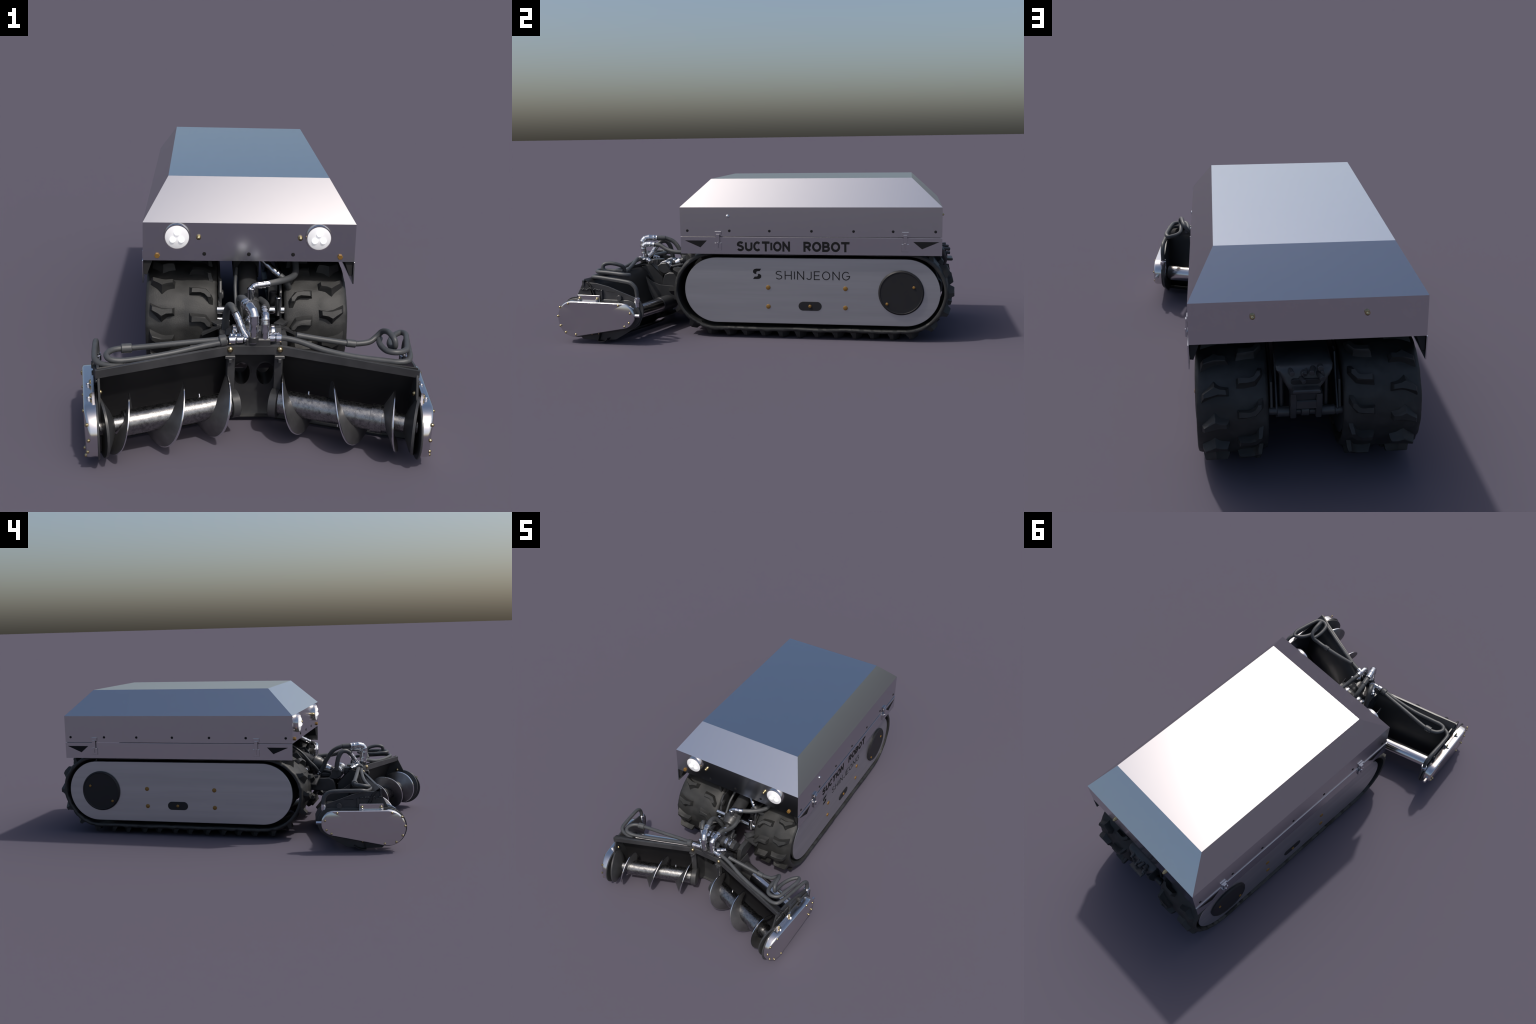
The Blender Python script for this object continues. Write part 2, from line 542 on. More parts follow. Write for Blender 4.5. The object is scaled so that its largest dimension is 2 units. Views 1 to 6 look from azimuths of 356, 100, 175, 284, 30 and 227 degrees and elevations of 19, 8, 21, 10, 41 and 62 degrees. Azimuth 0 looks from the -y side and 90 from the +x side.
def build_track(side, xin, xout, plate_x):
    """side +1 right, -1 left; belt between xin (towards the middle) and xout"""
    w = abs(xout - xin)
    # cross-section: (fraction from outer edge, outward offset)
    sec = [(0, .001), (.012, .0085), (.05, .0125), (.14, .016), (.30, .018), (.44, .0185), (.5, .0165), (.56, .0185), (.70, .018), (.86, .016),
           (.95, .0125), (.988, .0085), (1, .001), (.985, -.006), (.8, -.006), (.5, -.006), (.2, -.006), (.015, -.006)]
    n, m = 380, len(sec)
    vs, fs = [], []
    for i in range(n):
        s = BELT_LEN * i / n
        p, t, out = belt_frame(s)
        for (f, h) in sec:
            x = xout + (xin - xout) * f
            wob = noise.noise(V((x * 9, s * 7, side * 3.1))) * .0035
            if h > 0:
                edge = max(0, 1 - min(f, 1 - f) / .16)
                wob += noise.noise(V((x * 26 + 5, s * 26, side))) * .0048
                wob += edge * noise.noise(V((x * 8, s * 160, side * 2))) * .0035
            vs.append(p + out * (h + wob) + V((x, 0, 0)))
    for i in range(n):
        j = (i + 1) % n
        for k in range(m):
            k2 = (k + 1) % m
            fs.append((i * m + k, i * m + k2, j * m + k2, j * m + k))
    belt = add("crawler_track", vs, fs, RUBBER, ROOT, 60)
    # lugs: an outer and an inner staggered row
    count = round(BELT_LEN / .0937)
    pitch = BELT_LEN / count
    s_ref = next(s * .001 for s in range(int(BELT_LEN * 1000)) if AT(s * .001)[1] < .06 and AT(s * .001)[0] > .047)
    dirx = -side
    om = [lug_mesh(OUTER_LUG, -dirx, .0335, 10 + k + side) for k in range(3)]
    im = [lug_mesh(INNER_LUG, -dirx, .0335, 20 + k + side) for k in range(3)]
    rnd = random.Random(4 + side)
    for k in range(count):
        for meshes, u0, ds in ((om, .025, 0.0), (im, w - .022 - .078, .42)):
            s = s_ref + (k + ds) * pitch + rnd.uniform(-.004, .004) - (.010 if side > 0 else .016)
            p, t, out = belt_frame(s)
            base = p + out * .0155 + V((xout + dirx * u0, 0, 0))
            ob = bpy.data.objects.new("tread_lug", rnd.choice(meshes))
            COL.objects.link(ob)
            ob.parent = belt
            ex = V((-1, 0, 0))
            ob.matrix_basis = Matrix(((ex.x, t.x, out.x, base.x), (ex.y, t.y, out.y, base.y), (ex.z, t.z, out.z, base.z), (0, 0, 0, 1)))
            ob.matrix_basis = ob.matrix_basis @ Matrix.Diagonal((1, 1, rnd.uniform(.74, .97), 1))
    # dark track frame with wheel rims filling the loop
    body = prism("track_frame", stadium(YA + .015, YZ - .01, .247, .165), (xin + side * .018, 0, 0), (0, 1, 0), (0, 0, 1), (side, 0, 0),
                 abs(plate_x - side * .022 - xin) - .018, INNER, belt, .004)
    for yc in (YA + .005, YZ - .005):
        lathe("track_wheel", [(0, .150), (.006, .165), (.014, .165), (.020, .150), (.020, .06), (.004, .05), (.004, .02)],
              (xin + side * .022, yc, .247), (-side, 0, 0), BLACK, belt, 40)
    for yc in (.02, .18, .34, .50):
        lathe("road_roller", [(0, .040), (.004, .044), (.05, .044), (.054, .040)], (xin + side * .03, yc, .105), (side, 0, 0), BLACK, belt, 24)
    # side plate
    sx = V((side, 0, 0))
    pl = prism("track_side_plate", stadium(-.2031, .7578, .247, .1695, 32), (plate_x - side * .014, 0, 0), (0, 1, 0), (0, 0, 1), sx, .014,
               PLATE, belt, .0015)
    lathe("hub_cover", [(0, .1125), (.008, .1125), (.0145, .106), (.0145, .1035), (.0125, .102), (.0125, .05)], (plate_x - side * .001, .7353, .2480),
          sx, CAP, pl, 72, 30)
    prism("slot_cover", stadium(.2445, .3155, .1707, .0233, 16), (plate_x - side * .001, 0, 0), (0, 1, 0), (0, 0, 1), sx, .0035, CAP, pl, .001)
    PIN.put((plate_x + side * .0025, .2797, .1708), sx, pl, 1.25)
    for y in (.0657, .4590):
        for z in (.2638, .1654):
            STUD.put((plate_x, y, z), sx, pl)
    for y, z in ((.7973, .2770), (.6662, .1920)):
        PIN.put((plate_x + side * .0115, y, z), sx, pl, 1.1)
    return belt, pl


TRACK_R, PLATE_R = build_track(1, .128, .371, .3630)
TRACK_L, PLATE_L = build_track(-1, -.124, -.395, -.3860)

lettering("SHINJEONG", .1037, .4824, .3062, .3505, .3631, PLATE_R, .098, .23)
# S-shaped mark: two mirrored hooks
hook = [(-.0185, .010), (-.0215, .0125), (-.0200, .0190), (-.0140, .0245), (-.0050, .0268), (.0216, .0268), (.0130, .0140), (.0040, .0140), (-.0020, .0125),
        (-.0050, .0085), (-.0060, .0030), (-.0015, .0000), (-.0110, .0008), (-.0170, .0040), (-.0200, .0080)]
hook = [(-.0216, .0100), (-.0200, .0190), (-.0140, .0245), (-.0050, .0268), (.0216, .0268), (.0130, .0140), (.0040, .0140), (-.0020, .0120),
        (-.0045, .0070), (-.0030, .0010), (-.0090, -.0010), (-.0160, .0020), (-.0200, .0060)]
for sgn in (1, -1):
    prism("logo_mark", [(.0093 + sgn * a, .3336 + sgn * b) for a, b in hook], (.3632, 0, 0), (0, 1, 0), (0, 0, 1), (1, 0, 0), .0008, INK, PLATE_R, .0001)


# ------------------------------------------------------------------ chassis between the tracks
CH = box("chassis", (-.060, -.22, .40), (.040, .30, .58), INNER, ROOT, .006)
for x0, x1 in ((.112, .122), (-.122, -.112)):
    prism("frame_plate", [(-.40, .245), (-.36, .225), (-.10, .30), (.70, .30), (.88, .245), (.93, .262), (.90, .36), (.76, .42), (-.30, .43), (-.38, .36)],
          (x0, 0, 0), (0, 1, 0), (0, 0, 1), (1, 0, 0), x1 - x0, BLACK, CH, .002)
# rear casing: lofted bucket
secs = [(.300, .042, .82, .950), (.345, .046, .78, .966), (.364, .052, .76, .972), (.376, .060, .75, .974), (.392, .072, .75, .968), (.412, .085, .75, .962), (.430, .092, .75, .956),
        (.442, .093, .75, .944), (.447, .090, .75, .920)]


def rounded(z, hx, y0, y1, r=.016, cx=.008, n=6):
    pts = []
    for (sx, yy, a0) in ((1, y0, -90), (1, y1, 0), (-1, y1, 90), (-1, y0, 180)):
        for k in range(n + 1):
            a = math.radians(a0 + 90 * k / n)
            ccx = cx + sx * (hx - r)
            ccy = yy + (r if yy == y0 else -r)
            pts.append(V((ccx + r * math.cos(a), ccy + r * math.sin(a), z)))
    return pts


vs, fs = [], []
for z, hx, y0, y1 in secs:
    for p in rounded(z, hx, y0, y1):
        k = noise.noise(p * 26) * .009 + noise.noise(p * 70) * .004
        vs.append(p + V((k, k * .6 if p.y < .97 else -abs(k) * .6, k * .4)))
m = len(vs) // len(secs)
for i in range(len(secs) - 1):
    for k in range(m):
        k2 = (k + 1) % m
        fs.append((i * m + k, i * m + k2, i * m + m + k2, i * m + m + k))
fs += [tuple(range(m - 1, -1, -1)), tuple(range(len(vs) - m, len(vs)))]
casing = add("rear_casing", vs, fs, BLACK, CH, 40)
prism("casing_slot", stadium(-.040, .040, .396, .010, 10), (.006, .957, 0), (1, 0, 0), (0, 0, 1), (0, 1, 0), .0142, INNER, casing, .002)
for xa, xb in ((.035, .056), (-.052, -.031)):
    prism("casing_leg", [(.90, .225), (.95, .245), (.967, .30), (.965, .345), (.90, .345)], (xa, 0, 0), (0, 1, 0), (0, 0, 1), (1, 0, 0), xb - xa, BLACK, casing, .003)
box("casing_bridge", (-.045, .925, .285), (.05, .962, .318), BLACK, casing, .004)
box("casing_lip", (-.040, .950, .366), (.052, .9998, .380), BLACK, casing, .004)
box("rear_bulkhead", (-.095, .40, .447), (.110, .62, .565), INNER, casing, .008)
rod("centre_roller", (-.012, .925, .262), (.018, .925, .262), .020, BLACK, casing, 24)
rnd = random.Random(12)
for k in range(9):          # lumpy fittings on the casing
    x, z = rnd.uniform(-.05, .06), rnd.uniform(.405, .442)
    rod("casing_fitting", (x, .945, z), (x + rnd.uniform(-.02, .02), rnd.uniform(.965, .990), z + rnd.uniform(-.008, .002)), rnd.uniform(.006, .011), BLACK, casing, 9)
for x in (-.070, .082):
    rod("casing_rod", (x, .905, .27), (x, .895, .40), .008, BLACK, casing, 14)
rod("rear_shaft", (-.135, .925, .255), (.128, .925, .262), .0135, BLACK, CH)
for a, b in (((-.048), (-.1)), ((.055), (.1))):
    rod("shaft_sleeve", (a, .925, .2575), (b, .925, .2585), .0175, BLACK, CH)
for x in (-.108, .100):
    prism("rear_link", [(.88, .235), (.93, .24), (.935, .27), (.87, .36), (.83, .43), (.79, .43), (.85, .30)], (x - .004, 0, 0), (0, 1, 0), (0, 0, 1), (1, 0, 0), .008,
          BLACK, CH, .002)

# front: suction pipe, cross tube, links
PIPE = lathe("suction_pipe", [(0, .038), (.44, .038), (.446, .040), (.452, .0445), (.482, .0445), (.488, .041), (.50, .038), (.505, .018), (.575, .018)],
             (-.006, .0, .5172), (0, -.94, -.343), BLACK, ROOT, 40)
lathe("pipe_collar", [(0, .046), (.003, .048), (.011, .048), (.014, .046)], (-.006, -.418, .3645), (0, -.94, -.343), BLACK, PIPE, 40)
lathe("pipe_coupling", [(0, .021), (.003, .0235), (.014, .0235), (.016, .020), (.030, .020), (.032, .016)], (-.006, -.492, .338), (0, -.94, -.343), CHROME, PIPE, 28)
rod("cross_tube", (-.128, -.395, .337), (.13, -.395, .337), .0155, CHROME, CH)

# swivel: transverse barrel with bright bands and dark end blocks
SW = rod("swivel_barrel", (-.078, -.565, .315), (.082, -.565, .315), .031, BLACK, ROOT, 36)
for x in (-.074, -.048, .038, .064):
    lathe("bright_band", [(0, .032), (.003, .0345), (.013, .0345), (.016, .032)], (x, -.565, .315), (1, 0, 0), CHROME, SW, 36)
for x, d in ((.082, 1), (-.078, -1)):
    blk = [(-.034, .012), (-.010, .028), (.016, .026), (.034, -.012), (.046, -.024), (.002, -.032), (-.026, -.014)]
    prism("end_block", blk, (x - .003 * d, -.566, .315), (0, 1, 0), (0, 0, 1), (d, 0, 0), .024, BLACK, SW, .003)
ARM = [(-.562, .150), (-.564, .235), (-.560, .262), (-.550, .283), (-.527, .2935), (-.46, .290), (-.425, .262), (-.38, .258), (-.36, .225), (-.43, .222), (-.49, .222),
       (-.508, .195), (-.505, .150)]
for x, d in ((.105, 1), (-.095, -1)):
    prism("lift_arm", ARM, (x, 0, 0), (0, 1, 0), (0, 0, 1), (d, 0, 0), .024, BLACK, SW, .003)
for d, xo in ((1, 0), (-1, -.008)):
    bar = [V((d * .160 + xo, -.355, .292)), V((d * .102 + xo, -.460, .304)), V((d * .172 + xo, -.446, .264))]
    for a, b in zip(bar, bar[1:]):
        x, y, z = frame(b - a)
        prism("link_bar", [(-.004, -.019), (.004, -.019), (.004, .019), (-.004, .019)], a, y, x, z, (b - a).length, BLACK, SW, .001)


# ------------------------------------------------------------------ collector head
BAR_L, KINK_L, KINK_R, BAR_R = V((-.525, -.863, 0)), V((-.083, -.7135, 0)), V((.083, -.7135, 0)), V((.5385, -.8625, 0))
sheet_prof = [(.004, .314), (.022, .306), (.036, .292), (.047, .268), (.063, .225), (.081, .178), (.094, .130), (.099, .090), (.096, .055), (.089, .026), (.082, .010)]
skin_prof = [(.010, .324), (.031, .312), (.049, .294), (.064, .262), (.082, .215), (.100, .165), (.112, .120), (.118, .070)]
floor_prof = [(.080, .009), (.105, .010), (.125, .016), (.138, .028)]


def wing_point(P, side, d, z):
    """point behind bar point P by d along the wing's backward normal"""
    n = V((side * .32, .947, 0)) if side else V((0, 1, 0))
    return V((P.x, P.y, 0)) + n * d + V((0, 0, z))


def sweep_sheet(name, stations, prof, thick, mat, parent):
    """open sheet: profile (d, z) carried through stations [(point, back normal, d scale)], given thickness"""
    vs, fs = [], []
    for off in (0, 1):
        for P, nrm, sc in stations:
            for i, (d, z) in enumerate(prof):
                a, b = prof[max(i - 1, 0)], prof[min(i + 1, len(prof) - 1)]
                t = V((b[0] - a[0], b[1] - a[1], 0)).normalized()
                nn = (-t.y, t.x)
                dd, zz = d + off * thick * nn[0] * -1, z + off * thick * nn[1] * -1
                vs.append(V((P[0], P[1], 0)) + V(nrm) * (dd * sc) + V((0, 0, max(zz, .006))))
    ns, n = len(stations), len(prof)
    o = ns * n
    for i in range(ns - 1):
        for k in range(n - 1):
            q = (i * n + k, i * n + k + 1, (i + 1) * n + k + 1, (i + 1) * n + k)
            fs.append(q)
            fs.append(tuple(o + j for j in reversed(q)))
    for i in range(ns - 1):
        fs.append((i * n, (i + 1) * n, o + (i + 1) * n, o + i * n))
        fs.append((i * n + n - 1, o + i * n + n - 1, o + (i + 1) * n + n - 1, (i + 1) * n + n - 1))
    for k in range(n - 1):
        fs.append((k, o + k, o + k + 1, k + 1))
        q = (ns - 1) * n
        fs.append((q + k, q + k + 1, o + q + k + 1, o + q + k))
    return add(name, vs, fs, mat, parent, 40)


NL, NR, NC = V((-.32, .947, 0)), V((.32, .947, 0)), V((0, 1, 0))
HEAD = None
for side, A, B, N in ((-1, KINK_L, BAR_L, NL), (1, KINK_R, BAR_R, NR)):
    # curved moldboard behind the bar, and the shoe under the rear tube
    for prof, part in ((sheet_prof, "collector_housing"), (skin_prof, "rear_skin"), (floor_prof, "trough_shoe")):
        st = []
        for k in range(13):
            t = .985 * k / 12
            P = A.lerp(B, t)
            st.append((P, (N + (NC - N) * max(0, .9 - t * 5)).normalized(), 1 + .10 * max(0, .3 - t)))
        ob = sweep_sheet(part if HEAD is None or part != "collector_housing" else "moldboard", st, prof, .004, DARK, ROOT if HEAD is None else HEAD)
        HEAD = HEAD or ob

# centre panel with two suction openings
def centre_panel():
    y_of = lambda z: -.700 + .085 * math.sin(min(1, max(0, (.315 - z) / .13)) * math.pi / 2) - .020 * max(0, (.10 - z) / .10) ** 2
    nx, nz = 56, 60
    x0, x1, z0, z1 = -.100, .100, .014, .325
    holes = [(-.039, .186, .032, .052), (.045, .186, .033, .052)]
    vs, fs, idx = [], [], {}
    warp = {}
    for i in range(nx + 1):
        for j in range(nz + 1):
            x, z = x0 + (x1 - x0) * i / nx, z0 + (z1 - z0) * j / nz
            for hx, hz, ra, rb in holes:
                q = math.hypot((x - hx) / ra, (z - hz) / rb)
                if .82 < q < 1.13:
                    x, z = hx + (x - hx) / q, hz + (z - hz) / q
            idx[i, j] = len(vs)
            vs.append((x, y_of(z), z))
    nv = len(vs)
    vs += [(x, y + .005, z) for x, y, z in vs]
    for i in range(nx):
        for j in range(nz):
            q = (idx[i, j], idx[i + 1, j], idx[i + 1, j + 1], idx[i, j + 1])
            cx, cz = sum(vs[k][0] for k in q) / 4, sum(vs[k][2] for k in q) / 4
            if any(math.hypot((cx - hx) / ra, (cz - hz) / rb) < .98 for hx, hz, ra, rb in holes):
                continue
            fs.append(q)
            fs.append(tuple(nv + k for k in reversed(q)))
    ob = add("suction_panel", vs, fs, BLACK, HEAD, 60)
    for hx, hz, ra, rb in holes:
        v2, f2 = [], []
        n = 40
        for layer, (g, dy) in enumerate(((1.0, -.001), (1.0, .105), (.93, .105), (.93, -.001))):
            for k in range(n):
                a = 2 * math.pi * k / n
                z = hz + rb * g * math.sin(a) - dy * .05
                v2.append((hx + ra * g * math.cos(a), y_of(hz + rb * math.sin(a)) + dy, z))
        for layer in range(4):
            for k in range(n):
                k2 = (k + 1) % n
                l2 = (layer + 1) % 4
                f2.append((layer * n + k, layer * n + k2, l2 * n + k2, l2 * n + k))
        add("suction_nozzle", v2, f2, BLACK, ob, 50)
    return ob


PANEL = centre_panel()
# rear hump over the nozzles, lower centre floor
st = [(V((x, -.7135, 0)), NC, 1) for x in (-.088, -.03, .03, .088)]
sweep_sheet("hump_plate", st, [(.0, .325), (.025, .332), (.078, .332), (.108, .302), (.138, .268)], .004, BLACK, HEAD)
sweep_sheet("centre_floor", st, [(.075, .020), (.10, .030), (.14, .040), (.19, .055), (.24, .085), (.265, .12)], .005, BLACK, HEAD)
for x in (-.14, .136):
    s = 1 if x > 0 else -1
    prism("gusset", [(-.6545, .2712), (-.6139, .2419), (-.5751, .2275), (-.500, .2218), (-.480, .150), (-.60, .10), (-.64, .20)], (x, 0, 0), (0, 1, 0), (0, 0, 1),
          (s, 0, 0), .006, BLACK, HEAD, .001)
for x in (-.088, .082):
    prism("hump_cheek", [(-.7135, .30), (-.6933, .3205), (-.6353, .332), (-.6054, .302), (-.5757, .268), (-.57, .12), (-.60, .04), (-.64, .02), (-.67, .05)], (x, 0, 0),
          (0, 1, 0), (0, 0, 1), (1, 0, 0), .006, BLACK, HEAD, .001)

# top bar: three straight lengths
def bar_piece(A, B, z0a, z1a, z0b, z1b, nrm, depth=.012):
    n = V(nrm)
    vs = []
    for P, z0, z1 in ((A, z0a, z1a), (B, z0b, z1b)):
        for d, z in ((0, z0), (0, z1), (depth, z1), (depth, z0)):
            vs.append(V((P.x, P.y, 0)) + n * d + V((0, 0, z)))
    fs = [(0, 1, 2, 3), (7, 6, 5, 4)] + [(k, k + 4, (k + 1) % 4 + 4, (k + 1) % 4) for k in range(4)]
    ob = add("top_bar", vs, fs, BLACK, HEAD)
    bv = ob.modifiers.new("edge", "BEVEL")
    bv.width, bv.segments = .0015, 2
    return ob


bar_piece(KINK_L, BAR_L, .303, .337, .2895, .3192, NL)
bar_piece(KINK_R, BAR_R, .303, .337, .2895, .3172, NR)
bar_piece(KINK_L + V((-.001, 0, 0)), KINK_R + V((.001, 0, 0)), .303, .3372, .303, .3372, NC)
for x in (-.0852, .0860):
    KNUCKLE.put((x, -.716, .3248), (0, -1, 0), HEAD)

# end plates of the trough (outline in y, z, leaning with each chain case)
END = [(-.862, .300), (-.845, .306), (-.788, .304), (-.721, .289), (-.663, .267), (-.585, .239), (-.548, .218), (-.535, .190), (-.536, .151), (-.561, .095),
       (-.643, .044), (-.691, .016), (-.785, .009), (-.870, .012), (-.900, .040), (-.906, .120), (-.904, .216)]
sides = {1: dict(F=V((.5728, -.996, 0)), d=V((.0853, .9964, 0)), bow=.016, L=.09), -1: dict(F=V((-.5490, -.985, 0)), d=V((-.1520, .9884, 0)), bow=.012, L=.09)}
CASES = {}
for side, S in sides.items():
    F, d = S["F"], S["d"]
    N = V((d.y, -d.x, 0)) if side > 0 else V((-d.y, d.x, 0))
    S["N"] = N
    o = F - N * .048
    dy = 0 if side > 0 else .008
    end = prism("end_plate", [((y + dy - o.y) / d.y, z) for y, z in END], o, d, (0, 0, 1), -N, .008, BLACK, HEAD, .001)
    # backing disc lip that follows the case, just behind it
    hull = hull_of_two((.092, .122), .100, (.372, .150), .074, 24)
    prism("backing_plate", hull, F - N * .040, d, (0, 0, 1), -N, .007, BLACK, HEAD, .002)
    # chain case, bowed in at its nose
    hull = hull_of_two((.092, .1245), .0925, (.361, .150), .0655, 28)
    nh = len(hull)
    bowf = lambda s: S["bow"] * max(0, 1 - s / S["L"]) ** 2
    vs, fs = [], []
    cen = (.22, .13)
    for depth, g in ((-.040, 0), (-.010, 0), (-.005, .0012), (-.0018, .0040), (0, .0085), (0, .05), (0, .10)):
        for (s, z) in hull:
            q = V((s - cen[0], z - cen[1], 0))
            if g:
                q = q * (1 - min(g, .9) / .1) if g > .01 else q - q.normalized() * g
            s2, z2 = cen[0] + q.x, cen[1] + q.y
            vs.append(F + d * s2 + V((0, 0, z2)) + N * (depth - (bowf(s2) if depth > -.03 else bowf(s2) * .4)))
    for j in range(6):
        for k in range(nh):
            k2 = (k + 1) % nh
            fs.append((j * nh + k, j * nh + k2, j * nh + nh + k2, j * nh + nh + k))
    fs.append(tuple(range(nh - 1, -1, -1)))
    case = add("chain_case", vs, fs, CASE, ROOT, 30)
    bm = bmesh.new()
    bm.from_mesh(case.data)
    bmesh.ops.remove_doubles(bm, verts=bm.verts, dist=1e-5)
    bmesh.ops.recalc_face_normals(bm, faces=bm.faces)
    bm.to_mesh(case.data)
    bm.free()
    CASES[side] = case
    # cover screws round the rim
    for s, z in ((.0705, .2040), (.0195, .1810), (.0035, .1335), (.017, .0850), (.049, .0530), (.107, .0450), (.345, .2033), (.407, .1653), (.400, .1165), (.375, .0975)):
        DOME.put(F + d * s + V((0, 0, z)) - N * (bowf(s) + .0008), N, case, 1.35)
    # tab with two bolts on top of the case
    prism("case_tab", [(.112, .212), (.232, .212), (.232, .245), (.112, .245)], F - N * .038, d, (0, 0, 1), N, .010, CASE, case, .001)
    for s in (.124, .220):
        KNUCKLE.put(F + d * s + V((0, 0, .228)) - N * .028, N, case, .8)
        rod("tab_stud", F + d * s + V((0, 0, .213)) - N * .018, F + d * s + V((0, 0, .226)) - N * .018, .007, CHROME, case, 12)
    # weld bead and details on the end plate
    rnd = random.Random(3 + side)
    vb, fb = [], []
    for k in range(14):
        s, z = .125 + .10 * k / 13, .275 + rnd.uniform(-.006, .004)
        v1, f1 = lathe_data([(0, .002), (.002, .0048), (.005, .005), (.008, .002)], F + d * s + V((0, 0, z)) - N * .049, N, 7)
        fb += [tuple(len(vb) + i for i in f) for f in f1]
        vb += v1
    add("weld_bead", vb, fb, BLACK, end, 60)["kind"] = "stuff"
    prism("end_rib", [(.235, .225), (.243, .225), (.243, .272), (.235, .272)], F - N * .049, d, (0, 0, 1), N, .012, BLACK, end, .001)
    prism("end_slit", [(.262, .263), (.308, .261), (.308, .265), (.262, .267)], F - N * .0485, d, (0, 0, 1), N, .0016, INNER, end, .0003)
    rod("end_boss", F + d * .335 + V((0, 0, .234)) - N * .052, F + d * .335 + V((0, 0, .234)) - N * .032, .014, BLACK, end, 12)
    # inside bolt
    KNUCKLE.put(F + d * .135 + V((0, 0, .232)) - N * .056, -N, end, .9)
    # lower screws under the case
    for s, z in ((.175, .043), (.215, .045)):
        KNUCKLE.put(F + d * s + V((0, 0, z)) - N * .046, N, end, .8)
    # rear tube behind the trough
    x_of = lambda x: V((side * x, -.618 + (.4 - x) * .33, .131))
    rod("drive_tube", x_of(.535), x_of(.17), .0385, CASE, HEAD, 40)
    rod("tube_sleeve", x_of(.225), x_of(.10), .0400, BLACK, HEAD, 36)
    # hose fitting over the case's tail
    fp = V((side * .5575, -.5675, 0))
    lathe("motor_block", [(0, .030), (.003, .034), (.028, .034), (.030, .030)], F + d * .385 + V((0, 0, .152)) - N * .050, N, BLACK, HEAD, 28)
    lathe("motor_fitting", [(0, .010), (.018, .010), (.019, .0125), (.040, .0125), (.042, .015), (.062, .015), (.064, .012), (.070, .012)], fp + V((0, 0, .170)), (0, 0, 1),
          CHROME, HEAD, 6 if False else 18)
    rod("tail_bolt", F + d * .418 + V((0, 0, .152)) - N * .018, F + d * .452 + V((0, 0, .152)) - N * .018, .0088, CHROME, HEAD, 6)

# hanger bearings
for side in (-1, 1):
    s = side
    top, low = V((s * .087, -.716, .300)), V((s * .0775, -.708, .172))
    ax = V((s * .94, -.342, 0))
    x, y, z = frame(low - top)
    wv = V((s * .94, -.342, 0))
    fw = wv.cross(V((0, 0, 1))).normalized()
    prism("bearing_hanger", [(-.014, .30), (.014, .30), (.014, .17), (-.014, .17)], (s * .0805, -.718, 0), wv, (0, 0, 1), fw if fw.y > 0 else -fw, .018, BLACK, HEAD, .002)
    box("hanger_foot", (s * .085 - .017, -.728, .294), (s * .085 + .017, -.700, .305), BLACK, HEAD, .002)
    rod("hanger_bolt", (s * .085, -.727, .296), (s * .085, -.727, .282), .0085, BLACK, HEAD, 6)
    c = V((s * .058, -.722, .125))
    lathe("bearing", [(0, .044), (.004, .050), (.030, .050), (.034, .044)], c, wv, BLACK, HEAD, 40)

# ------------------------------------------------------------------ augers
def auger(side, A, B, tops):
    A, B = V(A), V(B)
    ax = (B - A).normalized()
    L = (B - A).length
    shaft = lathe("auger_tube", [(0, .030), (.03, .030), (.031, .0425), (L - .085, .0425), (L - .084, .030), (L, .030)], A, ax, WORN, ROOT, 48)
    up = V((0, 0, 1))
    fwd = ax.cross(up)
    if fwd.y > 0:
        fwd = -fwd
    th = .0045
    for t_top, a0, a1, R, pitch, cone in tops:
        n = 64
        vs, fs, fm = [], [], []
        for i in range(n + 1):
            a = a0 + (a1 - a0) * i / n
            t = t_top + pitch * a / 360
            ra = math.radians(90 + a)
            rad = up * math.sin(ra) - fwd * math.cos(ra)
            taper = min(1, i / 6, (n - i) / 6)
            Ro = .044 + (R - .044) * (.55 + .45 * math.sin(taper * math.pi / 2))
            for r, dt in ((.040, -th), (Ro - .003, -th * .7), (Ro, -th * .4), (Ro, th * .4), (Ro - .003, th * .7), (.040, th)):
                vs.append(A + ax * (t + dt - cone * (r - .070)) + rad * r)
        for i in range(n):
            for k in range(5):
                fs.append((i * 6 + k, i * 6 + k + 1, i * 6 + 7 + k, i * 6 + 6 + k))
                fm.append(1 if k in (1, 2, 3) else 0)
        fs += [tuple(range(5, -1, -1)), tuple(range(n * 6, n * 6 + 6))]
        fm += [0, 0]
        add("auger_flight", vs, fs, BLADE, shaft, 30, [BLADE, RIM], fm)
    # dished end disc at the chain case
    lathe("end_disc", [(0, .030), (.010, .055), (.030, .092), (.034, .099), (.042, .099)], B - ax * .050, ax, BLACK, shaft, 48)
    return shaft, ax, fwd


AL = auger(-1, (-.060, -.7235, .125), (-.519, -.8885, .125), [(.050, -50, 215, .104, .150, .50), (.205, -42, 215, .104, .190, .36), (.384, -40, 190, .098, .150, .05)])
AR = auger(1, (.060, -.7190, .131), (.546, -.898, .132), [(.046, -45, 200, .101, .170, .22), (.224, -45, 215, .103, .200, .16), (.412, -60, 185, .101, .060, -.50)])
# broken sleeve near the right chain case
lathe("auger_sleeve", [(0, .043), (.001, .0475), (.040, .0475), (.041, .043)], V((.060, -.7190, .131)) + AR[1] * .355, AR[1], WORN, AR[0], 20)
for sh, p in ((AL, (-.060, -.7235, .125)), (AR, (.060, -.7190, .131))):
    for t, ang in ((.245, 255), (.13, 60)):
        rad = V((0, 0, math.sin(math.radians(ang)))) - sh[2] * math.cos(math.radians(ang))
        rod("shear_pin", V(p) + sh[1] * t + rad * .038, V(p) + sh[1] * t + rad * .052, .004, CHROME, sh[0], 10)


